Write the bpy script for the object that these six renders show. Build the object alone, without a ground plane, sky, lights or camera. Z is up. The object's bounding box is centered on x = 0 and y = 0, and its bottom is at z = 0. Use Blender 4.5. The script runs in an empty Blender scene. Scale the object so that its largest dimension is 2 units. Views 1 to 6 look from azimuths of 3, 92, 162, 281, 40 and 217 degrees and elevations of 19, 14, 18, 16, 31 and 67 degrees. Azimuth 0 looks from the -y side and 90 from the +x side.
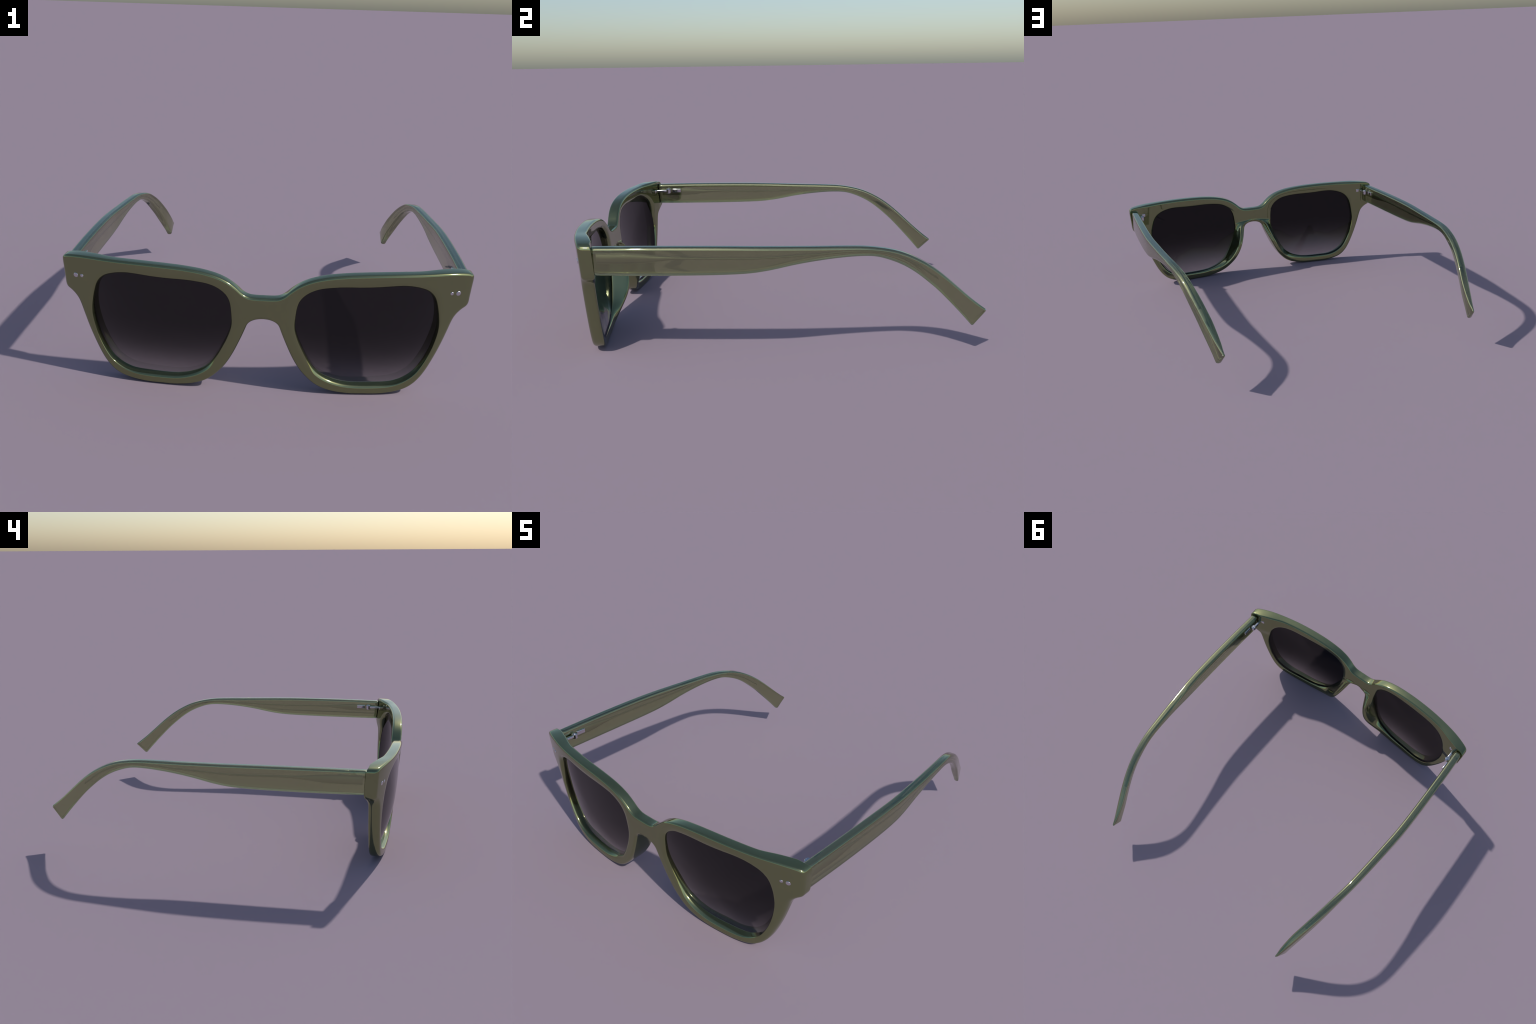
"""Acetate-and-metal sunglasses: a gently wrapped front with two lens openings,
keyhole-free bridge with built-up nose pads, gradient lenses, two hinged temples."""
import bpy, bmesh, math
from mathutils import Vector

# ------------------------------------------------------------------ helpers
def catmull(points, closed=False, per=14):
    """Centripetal Catmull-Rom through 2-D/3-D control points."""
    P = [Vector(p) for p in points]
    n = len(P)
    out = []
    for i in range(n if closed else n - 1):
        if closed:
            p0, p1, p2, p3 = P[(i - 1) % n], P[i], P[(i + 1) % n], P[(i + 2) % n]
        else:
            p1, p2 = P[i], P[i + 1]
            p0 = P[i - 1] if i > 0 else p1 * 2 - p2
            p3 = P[i + 2] if i + 2 < n else p2 * 2 - p1
        t0 = 0.0
        t1 = t0 + max((p1 - p0).length, 1e-6) ** 0.5
        t2 = t1 + max((p2 - p1).length, 1e-6) ** 0.5
        t3 = t2 + max((p3 - p2).length, 1e-6) ** 0.5
        for k in range(per):
            t = t1 + (t2 - t1) * k / per
            a1 = p0 * ((t1 - t) / (t1 - t0)) + p1 * ((t - t0) / (t1 - t0))
            a2 = p1 * ((t2 - t) / (t2 - t1)) + p2 * ((t - t1) / (t2 - t1))
            a3 = p2 * ((t3 - t) / (t3 - t2)) + p3 * ((t - t2) / (t3 - t2))
            b1 = a1 * ((t2 - t) / (t2 - t0)) + a2 * ((t - t0) / (t2 - t0))
            b2 = a2 * ((t3 - t) / (t3 - t1)) + a3 * ((t - t1) / (t3 - t1))
            out.append(b1 * ((t2 - t) / (t2 - t1)) + b2 * ((t - t1) / (t2 - t1)))
    if not closed:
        out.append(P[-1].copy())
    return out


def resample(pts, n, closed=False):
    """n points at equal arc length."""
    pts = list(pts) + ([pts[0]] if closed else [])
    acc = [0.0]
    for a, b in zip(pts, pts[1:]):
        acc.append(acc[-1] + (b - a).length)
    out, j = [], 0
    for i in range(n):
        d = acc[-1] * i / (n if closed else n - 1)
        while j < len(acc) - 2 and acc[j + 1] < d:
            j += 1
        f = (d - acc[j]) / max(acc[j + 1] - acc[j], 1e-9)
        out.append(pts[j].lerp(pts[j + 1], min(max(f, 0.0), 1.0)))
    return out


def smooth_loop(pts, rounds, closed):
    for _ in range(rounds):
        q = [p.copy() for p in pts]
        n = len(pts)
        for i in range(n):
            if not closed and i in (0, n - 1):
                continue
            q[i] = pts[i] * 0.5 + (pts[(i - 1) % n] + pts[(i + 1) % n]) * 0.25
        pts = q
    return pts


def table(x, keys):
    """Smooth (monotone cubic-ish) interpolation of a short key table."""
    if x <= keys[0][0]:
        return keys[0][1]
    if x >= keys[-1][0]:
        return keys[-1][1]
    for i in range(len(keys) - 1):
        (x0, y0), (x1, y1) = keys[i], keys[i + 1]
        if x <= x1:
            def slope(k):
                if k <= 0 or k >= len(keys) - 1:
                    return 0.0 if k <= 0 else (keys[-1][1] - keys[-2][1]) / (keys[-1][0] - keys[-2][0])
                return (keys[k + 1][1] - keys[k - 1][1]) / (keys[k + 1][0] - keys[k - 1][0])
            h = x1 - x0
            t = (x - x0) / h
            m0 = slope(i) * h if i > 0 else (y1 - y0)
            m1 = slope(i + 1) * h
            return ((2 * t ** 3 - 3 * t ** 2 + 1) * y0 + (t ** 3 - 2 * t ** 2 + t) * m0
                    + (-2 * t ** 3 + 3 * t ** 2) * y1 + (t ** 3 - t ** 2) * m1)


def ease(t):
    t = min(max(t, 0.0), 1.0)
    return t * t * (3 - 2 * t)


# ---------------------------------------------------------------- materials
def new_material(name):
    m = bpy.data.materials.new(name)
    m.use_nodes = True
    nt = m.node_tree
    return m, nt, nt.nodes["Principled BSDF"]


def glossy_olive(name, colour, metallic, transmission, roughness):
    m, nt, b = new_material(name)
    tc = nt.nodes.new("ShaderNodeTexCoord")
    noise = nt.nodes.new("ShaderNodeTexNoise")
    noise.inputs["Scale"].default_value = 3.0
    noise.inputs["Detail"].default_value = 2.0
    nt.links.new(tc.outputs["Object"], noise.inputs["Vector"])
    ramp = nt.nodes.new("ShaderNodeValToRGB")
    ramp.color_ramp.elements[0].position = 0.3
    ramp.color_ramp.elements[1].position = 0.7
    ramp.color_ramp.elements[0].color = (*[c * 0.98 for c in colour], 1)
    ramp.color_ramp.elements[1].color = (*[c * 1.02 for c in colour], 1)
    nt.links.new(noise.outputs["Fac"], ramp.inputs["Fac"])
    nt.links.new(ramp.outputs["Color"], b.inputs["Base Color"])
    b.inputs["Metallic"].default_value = metallic
    b.inputs["Transmission Weight"].default_value = transmission
    b.inputs["Roughness"].default_value = roughness
    b.inputs["IOR"].default_value = 1.5
    return m


OLIVE = (0.248, 0.278, 0.144)
SAGE = (0.44, 0.485, 0.275)
MAT_FRAME = glossy_olive("olive_frame", OLIVE, 0.94, 0.0, 0.08)
MAT_TEMPLE = glossy_olive("olive_translucent_temple", SAGE, 0.50, 1.0, 0.03)


def metal(name, colour, rough):
    m, nt, b = new_material(name)
    b.inputs["Base Color"].default_value = (*colour, 1)
    b.inputs["Metallic"].default_value = 1.0
    b.inputs["Roughness"].default_value = rough
    return m


MAT_STEEL = metal("polished_steel", (0.62, 0.62, 0.64), 0.15)
MAT_CORE = metal("core_wire_steel", (0.62, 0.62, 0.56), 0.3)


def lens_material(name, ior):
    m, nt, b = new_material(name)
    tc = nt.nodes.new("ShaderNodeTexCoord")
    sep = nt.nodes.new("ShaderNodeSeparateXYZ")
    nt.links.new(tc.outputs["Object"], sep.inputs["Vector"])
    mr = nt.nodes.new("ShaderNodeMapRange")
    mr.inputs["From Min"].default_value = 0.04
    mr.inputs["From Max"].default_value = 0.36
    nt.links.new(sep.outputs["Z"], mr.inputs["Value"])
    ramp = nt.nodes.new("ShaderNodeValToRGB")
    cr = ramp.color_ramp
    cr.interpolation = "B_SPLINE"
    cr.elements[0].position, cr.elements[0].color = 0.0, (0.40, 0.39, 0.40, 1)
    cr.elements[1].position, cr.elements[1].color = 1.0, (0.014, 0.014, 0.014, 1)
    for pos, v in ((0.15, 0.27), (0.35, 0.11), (0.55, 0.04), (0.78, 0.018)):
        e = cr.elements.new(pos)
        e.color = (v, v * 0.985, v, 1)
    nt.links.new(mr.outputs["Result"], ramp.inputs["Fac"])
    nt.links.new(ramp.outputs["Color"], b.inputs["Base Color"])
    b.inputs["Transmission Weight"].default_value = 1.0
    b.inputs["Roughness"].default_value = 0.0
    b.inputs["IOR"].default_value = ior
    return m


MAT_LENS = lens_material("gradient_smoke_lens", 1.45)
MAT_LENS_BACK = lens_material("gradient_smoke_lens_coated_back", 1.28)   # IOR lowered so ground and temple reflections show fainter on the inner side

# -------------------------------------------------------------------- thing
ROOT = bpy.data.objects.new("sunglasses", None)
ROOT.empty_display_size = 0.2
ROOT["label"] = "olive green square sunglasses with dark gradient lenses"
ROOT["category"] = "sunglasses"
bpy.context.scene.collection.objects.link(ROOT)


def add_object(name, mesh, mat, parent=None):
    ob = bpy.data.objects.new(name, mesh)
    if mat is not None:
        mesh.materials.append(mat)
    bpy.context.scene.collection.objects.link(ob)
    ob.parent = parent or ROOT
    return ob


def mesh_of(name, verts, faces, angle=40):
    me = bpy.data.meshes.new(name)
    me.from_pydata([tuple(v) for v in verts], [], faces)
    me.validate()
    bm = bmesh.new()
    bm.from_mesh(me)
    bmesh.ops.recalc_face_normals(bm, faces=bm.faces)
    bm.to_mesh(me)
    bm.free()
    me.shade_smooth()
    if angle:
        me.set_sharp_from_angle(angle=math.radians(angle))
    return me


# -------------------------------------------------------------- front plate
THICK = 0.062          # front to back
ROUND = 0.014          # outer edge rounding


def face_y(x, z):
    """Front surface: wrapped round the head, leaning forward at the brow."""
    x = abs(x)
    return -1.003 + 0.055 * x * x + 0.10 * x ** 4 - 0.085 * (z - 0.60)


# half outline (x, z), from the top centre of the bridge round to its underside
OUTLINE = [
    (0, .480), (.035, .480), (.068, .484), (.094, .498), (.120, .522), (.158, .551), (.205, .574),
    (.270, .592), (.355, .604), (.442, .610), (.570, .614), (.700, .615), (.820, .616), (.895, .611),
    (.925, .605), (.938, .595), (.940, .580), (.938, .544), (.934, .492), (.931, .458), (.923, .443),
    (.904, .430), (.885, .412), (.871, .392), (.861, .368), (.847, .323), (.829, .267), (.809, .213),
    (.788, .163), (.767, .120), (.743, .083), (.712, .050), (.678, .028), (.638, .014), (.592, .005),
    (.540, .000), (.470, .000), (.420, .000), (.374, .004), (.324, .013), (.278, .029), (.241, .051),
    (.209, .080), (.180, .113), (.157, .148), (.133, .193), (.109, .247), (.091, .291), (.078, .326),
    (.070, .346), (.056, .360), (.038, .369), (.020, .3735), (0, .375)]
# opening at the front face (closed)
OPENING = [
    (.120, .400), (.121, .448), (.130, .482), (.150, .512), (.180, .537), (.225, .558), (.318, .574),
    (.444, .579), (.570, .580), (.640, .576), (.699, .563), (.750, .540), (.783, .504), (.801, .450),
    (.806, .380), (.800, .315), (.783, .240), (.755, .168), (.716, .105), (.672, .069), (.627, .048),
    (.580, .038), (.467, .033), (.400, .036), (.355, .044), (.291, .067), (.237, .105), (.201, .155),
    (.173, .208), (.144, .274), (.125, .342)]
CENTRE = Vector((.46, .31))


def polar_curve(points):
    """Closed curve as radius-by-angle lookup about CENTRE."""
    c = resample(catmull(points, True), 900, True)
    c = smooth_loop(c, 12, True)
    tab = sorted((math.atan2(p.y - CENTRE.y, p.x - CENTRE.x), (p - CENTRE).length) for p in c)
    tab = [(tab[-1][0] - math.tau, tab[-1][1])] + tab + [(tab[0][0] + math.tau, tab[0][1])]

    def radius(a):
        a = (a + math.pi) % math.tau - math.pi
        lo, hi = 0, len(tab) - 1
        while hi - lo > 1:
            m = (lo + hi) // 2
            if tab[m][0] <= a:
                lo = m
            else:
                hi = m
        f = (a - tab[lo][0]) / max(tab[hi][0] - tab[lo][0], 1e-9)
        return tab[lo][1] + f * (tab[hi][1] - tab[lo][1])
    return radius


OPEN_R = polar_curve(OPENING)


def seat_inset(a):
    """How far the lens seat lies inside the face edge (wide at the brow)."""
    s, c = math.sin(a), math.cos(a)
    v = 0.016 + 0.014 * ease(s / 0.45)
    v += -0.008 * ease((c - 0.2) / 0.6) + 0.003 * ease((-c - 0.3) / 0.6)
    return v


def lens_edge(a):
    """Depth of the lens rim behind the face: shallow at brow and nose, deep below."""
    return 0.027 - 0.011 * math.sin(a) + 0.007 * math.cos(a)


def seat_depth(a):
    return lens_edge(a) - 0.004


def nose_extra(x, z):
    """Extra depth of the built-up nose pad along the inner rim."""
    if x > 0.34:
        return 0.0
    return max(0.0, table(z, [(-.05, 0), (.015, 0), (.05, .014), (.10, .042), (.15, .066), (.20, .077),
                              (.25, .069), (.30, .038), (.335, .012), (.36, .0), (.6, 0)]))


NA = 300
outer = resample(catmull(OUTLINE), 1200)
outer = smooth_loop(outer, 10, False)
outer[0].x = outer[-1].x = 0.0
outer = resample(outer, NA)
normals = []
for i, p in enumerate(outer):
    if i == 0:
        t = Vector((1, 0))
    elif i == NA - 1:
        t = Vector((-1, 0))
    else:
        t = (outer[i + 1] - outer[i - 1]).normalized()
    normals.append(Vector((t.y, -t.x)))       # inward for a clockwise outline
z_top, z_bot = outer[0].y - ROUND, outer[-1].y + ROUND


def edge_rounding(p):
    """(in-plane, depth) of the front edge and of the back edge rounding."""
    x, z = p
    side = ease((x - 0.55) / 0.2) * ease((0.46 - z) / 0.06) * ease((z - 0.02) / 0.12)
    low = ease((0.10 - z) / 0.08)
    nose = ease((0.30 - x) / 0.1) * ease((0.36 - z) / 0.06) * (1 - low)
    end = ease((x - 0.86) / 0.05) * ease((z - 0.44) / 0.02) * ease((0.60 - z) / 0.03)
    fi = ROUND + 0.006 * side - 0.004 * low + 0.001 * end
    fd = ROUND + 0.010 * side + 0.004 * low + 0.004 * nose + 0.008 * end
    back_end = ease((x - 0.82) / 0.05) * ease((z - 0.43) / 0.02)
    bi = ROUND - 0.003 * low + 0.006 * side - 0.008 * back_end
    bd = ROUND + 0.012 * side - 0.008 * back_end
    return fi, fd, bi, bd


def box_filter(values, half):
    n = len(values)
    return [sum(values[min(max(i + d, 0), n - 1)] for d in range(-half, half + 1)) / (2 * half + 1) for i in range(n)]


rounding = [edge_rounding(p) for p in outer]
FI, FD, BI, BD = (box_filter([r[k] for r in rounding], 5) for k in range(4))
FI[0] = FI[-1] = BI[0] = BI[-1] = ROUND
NB = 12
starts = [p + n * r for p, n, r in zip(outer, normals, FI)]
starts_back = [p + n * r for p, n, r in zip(outer, normals, BI)]
starts[0].x = starts[NA - 1].x = starts_back[0].x = starts_back[NA - 1].x = 0.0
for k in range(1, NB):
    starts.append(Vector((0.0, z_bot + (z_top - z_bot) * k / NB)))
starts_back += [p.copy() for p in starts[NA:]]
NS = len(starts)
# matching direction round the lens: unwrapped, strictly decreasing, evened out
angles = [math.atan2(s.y - CENTRE.y, s.x - CENTRE.x) for s in starts]
for i in range(1, NS):
    while angles[i] - angles[i - 1] > math.pi:
        angles[i] -= math.tau
    while angles[i] - angles[i - 1] < -math.pi:
        angles[i] += math.tau
steps = [max(angles[i] - angles[(i + 1) % NS] + (math.tau if i == NS - 1 else 0.0), 0.004) for i in range(NS)]
for _ in range(3):
    steps = [sum(steps[(i + d) % NS] for d in range(-5, 6)) / 11 for i in range(NS)]
total = sum(steps)
a_run = angles[0]
angles = []
for st in steps:
    angles.append(a_run)
    a_run -= st * math.tau / total

verts, faces, kinds = [], [], []


def vert(x, y, z):
    verts.append((x, y, z))
    return len(verts) - 1


KF = 8
loop_rows = []           # rows over all NS stations
extra = [nose_extra(starts[i].x, starts[i].y) if i < NA else 0.0 for i in range(NS)]
extra = box_filter(extra[:NA], 4) + [0.0] * (NS - NA)


def pad_crest(p):
    """Rounded crest where the top of the nose pad runs into the bridge."""
    if p.x > 0.25:
        return 0.0
    return max(0.0, table(p.y, [(0, 0), (.20, 0), (.25, .010), (.30, .024), (.34, .026), (.375, .010), (.40, 0), (.6, 0)]))


crest = box_filter([pad_crest(p) for p in outer], 5) + [0.0] * (NS - NA)


def polar(a, r):
    return CENTRE + Vector((math.cos(a), math.sin(a))) * r


inner = [polar(a, OPEN_R(a)) for a in angles]
PHI0 = math.radians(18)
row_front = []
for j in range(KF + 1):
    f = j / KF
    f = f * 0.85 + 0.15 * ease(f)
    row = []
    for s, q in zip(starts, inner):
        p = s.lerp(q, f)
        row.append(vert(p.x, face_y(p.x, p.y), p.y))
    row_front.append(row)
KC = 8
rows = list(row_front)
for j in range(1, KC + 1):
    phi = PHI0 + (math.pi / 2 - PHI0) * j / KC
    u = (math.sin(phi) - math.sin(PHI0)) / (1 - math.sin(PHI0))
    d = (math.cos(PHI0) - math.cos(phi)) / math.cos(PHI0)
    row = []
    for a in angles:
        p = polar(a, OPEN_R(a) - seat_inset(a) * u)
        row.append(vert(p.x, face_y(p.x, p.y) + d * seat_depth(a), p.y))
    rows.append(row)


def thick(x, z):
    """Plate thickness: heavier where the hinge is let in behind the end piece."""
    return THICK + 0.014 * ease((x - 0.68) / 0.13) * (1 - ease((x - 0.855) / 0.07)) * ease((z - 0.39) / 0.08)


def back_y(i, p, w):
    return face_y(p.x, p.y) + thick(p.x, p.y) + extra[i] * w


# seat wall, then the back bevel
for j in range(1, 4):
    row = []
    for a in angles:
        p = polar(a, OPEN_R(a) - seat_inset(a))
        d = seat_depth(a) + (thick(p.x, p.y) - 0.012 - seat_depth(a)) * j / 3
        row.append(vert(p.x, face_y(p.x, p.y) + d, p.y))
    rows.append(row)
for j in range(1, 7):
    phi = math.pi / 2 * j / 6
    row = []
    for i, a in enumerate(angles):
        p = polar(a, OPEN_R(a) - seat_inset(a) * math.cos(phi))
        g = (1 - math.cos(phi)) ** 1.2
        row.append(vert(p.x, face_y(p.x, p.y) + thick(p.x, p.y) - 0.012 * (1 - math.sin(phi))
                        + (extra[i] * 0.55 + crest[i] * 0.3) * g, p.y))
    rows.append(row)
for j in range(1, KF + 1):
    f = j / KF
    f = f * 0.85 + 0.15 * ease(f)
    row = []
    for i, (s, q) in enumerate(zip(starts_back, inner)):
        p = q.lerp(s, f)
        y = back_y(i, p, 0.55 + 0.45 * math.sin(min(1.0, f * 1.35) * math.pi / 2))
        y += crest[i] * (0.3 * (1 - ease(f)) + 0.9 * math.sin(math.pi * f) ** 1.5)
        row.append(vert(p.x, y, p.y))
    rows.append(row)
for r0, r1 in zip(rows, rows[1:]):
    for i in range(NS):
        k = (i + 1) % NS
        faces.append((r0[i], r0[k], r1[k], r1[i]))
# outer rounding and wall (true outline only, the bridge centre stays open)
wall = [rows[0][:NA]]
KR = 7
for j in range(1, KR + 1):
    a = math.pi / 2 * j / KR
    row = []
    for i, (p, n) in enumerate(zip(outer, normals)):
        q = p + n * (FI[i] * (1 - math.sin(a)))
        row.append(vert(q.x, face_y(q.x, q.y) + FD[i] * (1 - math.cos(a)), q.y))
    wall.append(row)
for j in range(KR, 0, -1):
    a = math.pi / 2 * j / KR
    row = []
    for i, (p, n) in enumerate(zip(outer, normals)):
        q = p + n * (BI[i] * (1 - math.sin(a)))
        row.append(vert(q.x, back_y(i, q, 1.0) - BD[i] * (1 - math.cos(a)), q.y))
    wall.append(row)
wall.append(rows[-1][:NA])
for r0, r1 in zip(wall, wall[1:]):
    for i in range(NA - 1):
        faces.append((r1[i], r1[i + 1], r0[i + 1], r0[i]))

# mirror to the whole front and weld along the middle of the bridge
nv = len(verts)
allv = [Vector(v) for v in verts] + [Vector((-v[0], v[1], v[2])) for v in verts]
remap = list(range(2 * nv))
for i, v in enumerate(verts):
    if abs(v[0]) < 1e-6:
        remap[nv + i] = i
allf = [tuple(f) for f in faces] + [tuple(remap[nv + i] for i in reversed(f)) for f in faces]
front = mesh_of("front_whole", allv, allf, 0)
whole_normals = [v.normal.copy() for v in front.vertices]


def region(c):
    x, z = abs(c.x), c.z
    if x > 0.805 and z > 0.425:
        return "end_piece", c.x > 0
    if x < 0.105 and z > 0.30:
        return "bridge", True
    if x < 0.30 and 0.03 < z < 0.40 and c.y > face_y(x, z) + 0.045 and nose_extra(x, z) > 0.006:
        return "nose_pad", c.x > 0
    return "rim", c.x > 0


groups = {}
for f in front.polygons:
    groups.setdefault(region(f.center), []).append(tuple(f.vertices))
END_PIECE = {}
for (name, right), fs in sorted(groups.items()):
    used = sorted({i for f in fs for i in f})
    at = {v: k for k, v in enumerate(used)}
    me = bpy.data.meshes.new(name)
    me.from_pydata([tuple(front.vertices[i].co) for i in used], [], [tuple(at[i] for i in f) for f in fs])
    me.shade_smooth()
    me.normals_split_custom_set_from_vertices([whole_normals[i] for i in used])
    ob = add_object(name, me, MAT_FRAME)
    if name == "end_piece":
        END_PIECE[1 if right else -1] = ob
bpy.data.meshes.remove(front)

# ------------------------------------------------------------------- lenses
LENS_MID = (-0.006, 0.026)        # front and back surface behind the face, at the middle


def build_lens(side):
    n, rings = 180, 26
    vs, fs = [], []
    for layer in (0, 1):
        mid = LENS_MID[layer]
        vs.append((side * CENTRE.x, face_y(CENTRE.x, CENTRE.y) + mid, CENTRE.y))
        for k in range(1, rings + 1):
            g = k / rings
            for i in range(n):
                a = math.tau * i / n
                p = polar(a, (OPEN_R(a) - seat_inset(a) + 0.004) * g)
                vs.append((side * p.x, face_y(p.x, p.y) + mid + (lens_edge(a) + 0.020 * layer - mid) * g * g, p.y))
    stride = 1 + n * rings
    for layer in (0, 1):
        o = layer * stride
        for i in range(n):
            k = (i + 1) % n
            fs.append((o, o + 1 + i, o + 1 + k))
            for r in range(rings - 1):
                b = o + 1 + r * n
                fs.append((b + i, b + n + i, b + n + k, b + k))
    e0, e1 = 1 + (rings - 1) * n, stride + 1 + (rings - 1) * n
    for i in range(n):
        k = (i + 1) % n
        fs.append((e0 + i, e1 + i, e1 + k, e0 + k))
    ob = add_object("lens", mesh_of("lens", vs, fs, 40), MAT_LENS)
    ob.data.materials.append(MAT_LENS_BACK)
    for f in ob.data.polygons:
        if all(i >= stride for i in f.vertices):
            f.material_index = 1
    return ob


for side in (1, -1):
    build_lens(side)

# ------------------------------------------------------------------ temples
# upper and lower edge of the temple seen from the side: (y, z, y, z)
SIDE_KEYS = [
    (-.823, .592, -.813, .461), (-.60, .5935, -.60, .460), (-.36, .593, -.36, .461), (-.20, .5915, -.20, .4640),
    (-.10, .5895, -.10, .4695), (0, .5875, -.01, .4825), (.10, .5855, .09, .503), (.20, .5835, .19, .519),
    (.30, .582, .29, .530), (.41, .578, .385, .535), (.50, .565, .455, .531), (.575, .545, .52, .512),
    (.645, .514, .583, .484), (.712, .474, .640, .448), (.777, .424, .695, .404), (.84, .368, .752, .353),
    (.905, .309, .810, .293), (.955, .267, .868, .230), (1.004, .229, .932, .157)]
PLAN = [(-.9, .927), (-.82, .929), (-.57, .936), (-.30, .939), (-.10, .936), (.06, .925), (.22, .912),
        (.40, .894), (.52, .874), (.65, .847), (.77, .815), (.88, .781), (1.02, .735)]
WIDTH = [(-.9, .048), (-.3, .050), (.4, .048), (.82, .047), (.88, .041), (.94, .030), (1.0, .013), (1.1, .010)]


def temple_section(y0, z0, y1, z1, scale, r_cap):
    """Rounded-rectangle ring; top edge (y0,z0), bottom edge (y1,z1)."""
    h = math.hypot(y0 - y1, z0 - z1)
    ring = []
    w = table(0.5 * (y0 + y1), WIDTH)
    r = min(0.0145, 0.46 * w, 0.46 * h)
    seg = 6
    corners = [(r, h - r, 90, 180), (r, r, 180, 270), (w - r, r, 270, 360), (w - r, h - r, 0, 90)]
    pts = []
    for cx, cv, a0, a1 in corners:
        for k in range(seg + 1):
            a = math.radians(a0 + (a1 - a0) * k / seg)
            pts.append((cx + r * math.cos(a), cv + r * math.sin(a)))
        # extra points along the flats
    dense = []
    for i, p in enumerate(pts):
        q = pts[(i + 1) % len(pts)]
        dense.append(p)
        if i % (seg + 1) == seg:
            for k in (1, 2, 3):
                dense.append((p[0] + (q[0] - p[0]) * k / 4, p[1] + (q[1] - p[1]) * k / 4))
    for d, v in dense:
        d = w / 2 + (d - w / 2) * (1 - scale / (w / 2))
        v = h / 2 + (v - h / 2) * (1 - scale / (h / 2))
        f = v / h
        y, z = y1 + (y0 - y1) * f, z1 + (z0 - z1) * f
        ww = table(y, WIDTH)
        flare = 0.006 * (1 - f) * ease((0.5 * (y0 + y1) - 0.40) / 0.35)      # lower edge leans out at the tail
        ring.append((table(y, PLAN) + flare - d / w * ww, y, z))
    return ring


def build_temple(side):
    tops = [Vector((k[0], k[1])) for k in SIDE_KEYS]
    bots = [Vector((k[2], k[3])) for k in SIDE_KEYS]
    per = 10
    T, B = catmull(tops, False, per), catmull(bots, False, per)
    T, B = smooth_loop(T, 6, False), smooth_loop(B, 6, False)
    stations = []
    cap = 0.006
    for k in range(5):                                   # rounded front end
        a = math.pi / 2 * k / 5
        e = cap * (1 - math.sin(a))
        stations.append((T[0] + (T[1] - T[0]).normalized() * (cap * (1 - math.cos(a))),
                         B[0] + (B[1] - B[0]).normalized() * (cap * (1 - math.cos(a))), e))
    for t, b in zip(T[1:-1], B[1:-1]):
        stations.append((t, b, 0.0))
    for k in range(5, -1, -1):                           # rounded tip
        a = math.pi / 2 * k / 5
        c2 = 0.010
        e = c2 * (1 - math.sin(a))
        stations.append((T[-1] + (T[-2] - T[-1]).normalized() * (c2 * (1 - math.cos(a))),
                         B[-1] + (B[-2] - B[-1]).normalized() * (c2 * (1 - math.cos(a))), e * 0.8))
    stations.sort(key=lambda s: 0)
    rings = []
    for t, b, e in stations:
        w = table(0.5 * (t.x + b.x), WIDTH)
        rings.append(temple_section(t.x, t.y, b.x, b.y, min(e, 0.42 * w), cap))
    n = len(rings[0])
    vs = [(side * x, y, z) for r in rings for x, y, z in r]
    fs = []
    for j in range(len(rings) - 1):
        for i in range(n):
            k = (i + 1) % n
            fs.append((j * n + i, j * n + k, (j + 1) * n + k, (j + 1) * n + i))
    fs.append(tuple(range(n)))
    fs.append(tuple(range((len(rings) - 1) * n, len(rings) * n)))
    ob = add_object("temple", mesh_of("temple", vs, fs, 50), MAT_TEMPLE)

    # core wire: a flat tongue at the hinge that narrows to a rod
    cv, cf = [], []
    ys = [-.80 + 1.55 * k / 90 for k in range(91)]
    mids = [(t + b) / 2 for t, b in zip(T, B)]
    m = 12
    for k, y in enumerate(ys):
        # middle line of the temple, biased upward near the hinge
        j = min(range(len(mids)), key=lambda q: abs(mids[q].x - y))
        z_mid = mids[j].y
        up = table(y, [(-.9, .5385), (-.6, .5385), (-.42, .5405), (-.1, .536), (.2, .548), (.4, .555), (1, .5)])
        z = up if y < .2 else z_mid + (up - mids[j].y) * max(0.0, 1 - (y - .2) / .2)
        hh = table(y, [(-.9, .0235), (-.62, .0235), (-.5, .012), (-.42, .007), (-.2, .0055), (1, .0055)])
        ww = 0.006
        x = table(y, PLAN) - table(y, WIDTH) / 2
        for q in range(m):
            a = math.tau * q / m
            cv.append((side * (x + ww * math.cos(a)), y, z + hh * math.sin(a)))
    for k in range(len(ys) - 1):
        for q in range(m):
            p = (q + 1) % m
            cf.append((k * m + q, k * m + p, (k + 1) * m + p, (k + 1) * m + q))
    cf.append(tuple(range(m)))
    cf.append(tuple(range((len(ys) - 1) * m, len(ys) * m)))
    add_object("core_wire", mesh_of("core_wire", cv, cf, 50), MAT_CORE, ob)
    return ob


TEMPLE = {s: build_temple(s) for s in (1, -1)}


# ------------------------------------------------- hinges, screws and rivets
def bevel_box(bm, centre, size, bevel=0.003, rot=0.0):
    r = bmesh.ops.create_cube(bm, size=1.0)
    vs = r["verts"]
    for v in vs:
        x, y, z = v.co.x * size[0], v.co.y * size[1], v.co.z * size[2]
        v.co = (centre[0] + x * math.cos(rot) - y * math.sin(rot),
                centre[1] + x * math.sin(rot) + y * math.cos(rot), centre[2] + z)
    es = list({e for v in vs for e in v.link_edges})
    bmesh.ops.bevel(bm, geom=es, offset=bevel, segments=3, affect="EDGES", profile=0.5)


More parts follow.
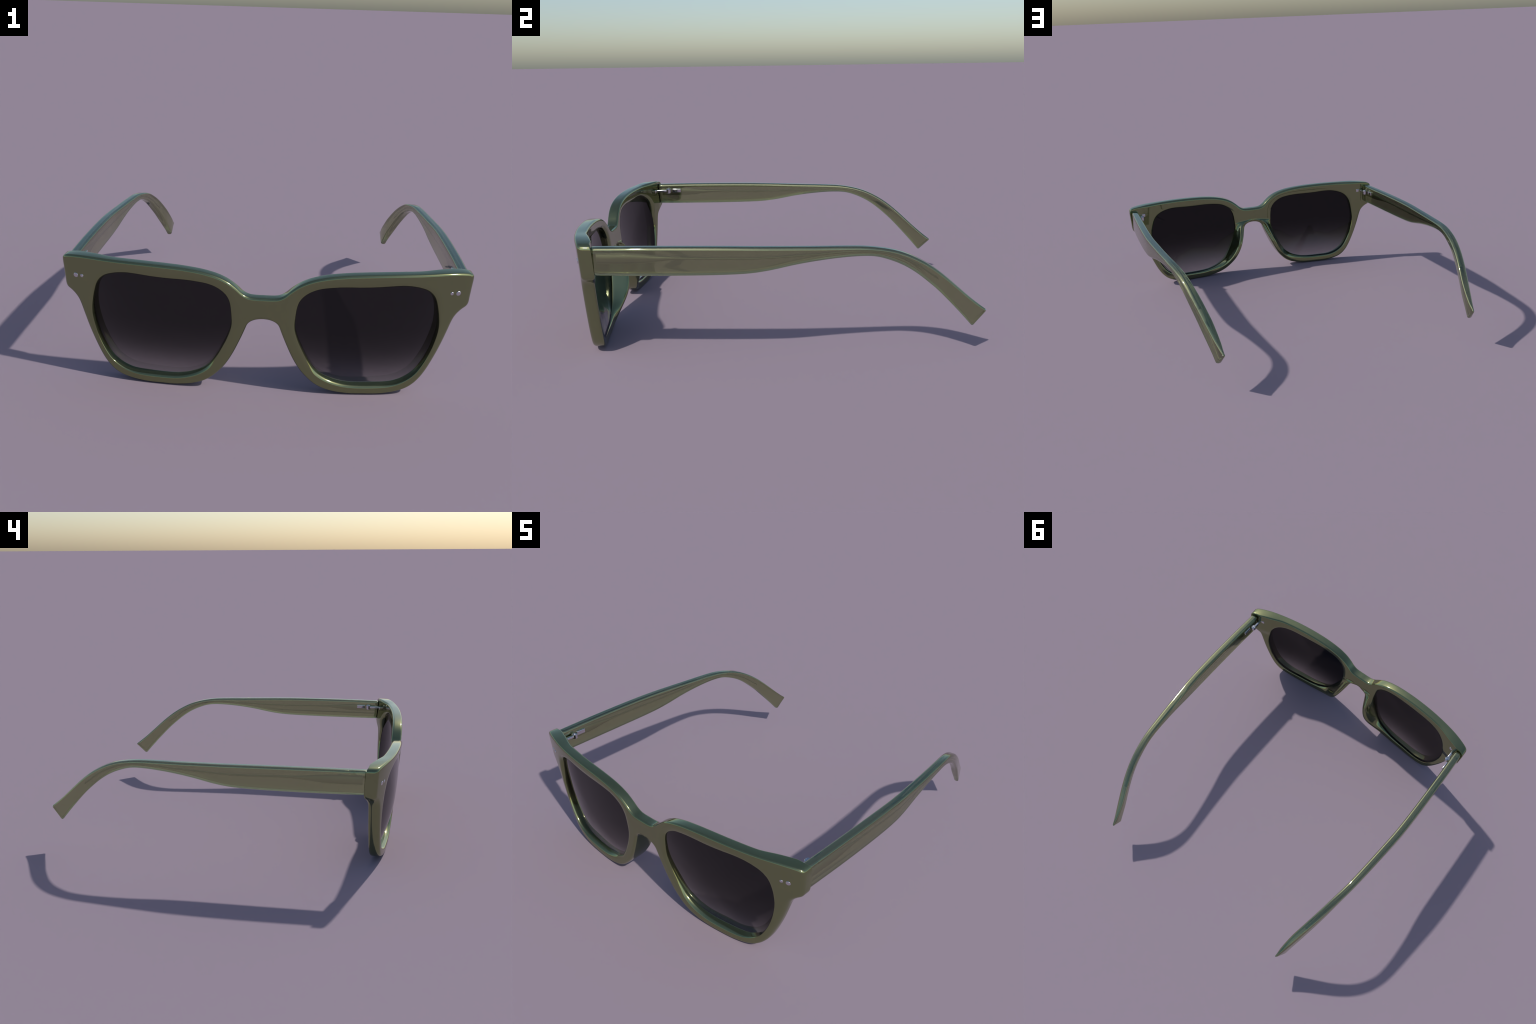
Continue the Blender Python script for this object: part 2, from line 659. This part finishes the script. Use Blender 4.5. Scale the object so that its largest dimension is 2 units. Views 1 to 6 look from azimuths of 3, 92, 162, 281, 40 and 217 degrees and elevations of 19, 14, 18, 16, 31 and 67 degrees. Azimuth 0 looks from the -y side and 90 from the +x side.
def cylinder(bm, centre, radius, height, bevel=0.003):
    n = 28
    rings = [(radius - bevel, -height / 2), (radius, -height / 2 + bevel),
             (radius, height / 2 - bevel), (radius - bevel, height / 2)]
    loops = []
    for r, z in rings:
        loops.append([bm.verts.new((centre[0] + r * math.cos(math.tau * i / n),
                                    centre[1] + r * math.sin(math.tau * i / n), centre[2] + z)) for i in range(n)])
    for a, b in zip(loops, loops[1:]):
        for i in range(n):
            bm.faces.new((a[i], a[(i + 1) % n], b[(i + 1) % n], b[i]))
    bm.faces.new(loops[0])
    bm.faces.new(loops[-1])


def finish(bm, name, mat, parent):
    bmesh.ops.recalc_face_normals(bm, faces=bm.faces)
    me = bpy.data.meshes.new(name)
    bm.to_mesh(me)
    bm.free()
    me.shade_smooth()
    me.set_sharp_from_angle(angle=math.radians(35))
    return add_object(name, me, mat, parent)


for s in (1, -1):
    bm = bmesh.new()
    bevel_box(bm, (s * .843, -.838, .548), (.026, .012, .022), .003, s * .22)       # foot on the end piece
    bevel_box(bm, (s * .865, -.800, .549), (.018, .085, .015), .004)                # arm
    cylinder(bm, (s * .866, -.753, .548), .0165, .030)                              # knuckle
    bevel_box(bm, (s * .8815, -.700, .549), (.012, .058, .025), .003)                # plate on the temple
    hinge = finish(bm, "hinge", MAT_STEEL, ROOT)
    bm = bmesh.new()
    cylinder(bm, (s * .866, -.753, .563), .009, .008, .002)
    finish(bm, "screw", MAT_STEEL, hinge)
    for rx, rz, rad in ((.8715, .5155, .0125), (.8405, .517, .0088)):
        vs, fs, n = [], [], 24
        rings = 6
        slope = Vector(((face_y(rx + .01, rz) - face_y(rx - .01, rz)) / .02,
                        (face_y(rx, rz + .01) - face_y(rx, rz - .01)) / .02))
        for k in range(rings + 1):
            g = k / rings
            for i in range(n):
                a = math.tau * i / n
                dx, dz = rad * g * math.cos(a), rad * g * math.sin(a)
                dome = 0.0028 * math.sqrt(max(0.0, 1 - g ** 3)) + (-0.003 if k == rings else 0.0)
                vs.append((s * (rx + dx), face_y(rx + dx, rz + dz) - dome, rz + dz))
        for k in range(rings):
            for i in range(n):
                fs.append((k * n + i, k * n + (i + 1) % n, (k + 1) * n + (i + 1) % n, (k + 1) * n + i))
        me = mesh_of("rivet", vs, fs, 0)
        bm = bmesh.new()
        bm.from_mesh(me)
        bmesh.ops.remove_doubles(bm, verts=bm.verts, dist=1e-5)
        bmesh.ops.recalc_face_normals(bm, faces=bm.faces)
        bm.to_mesh(me)
        bm.free()
        me.shade_smooth()
        add_object("rivet", me, MAT_STEEL, END_PIECE[s])
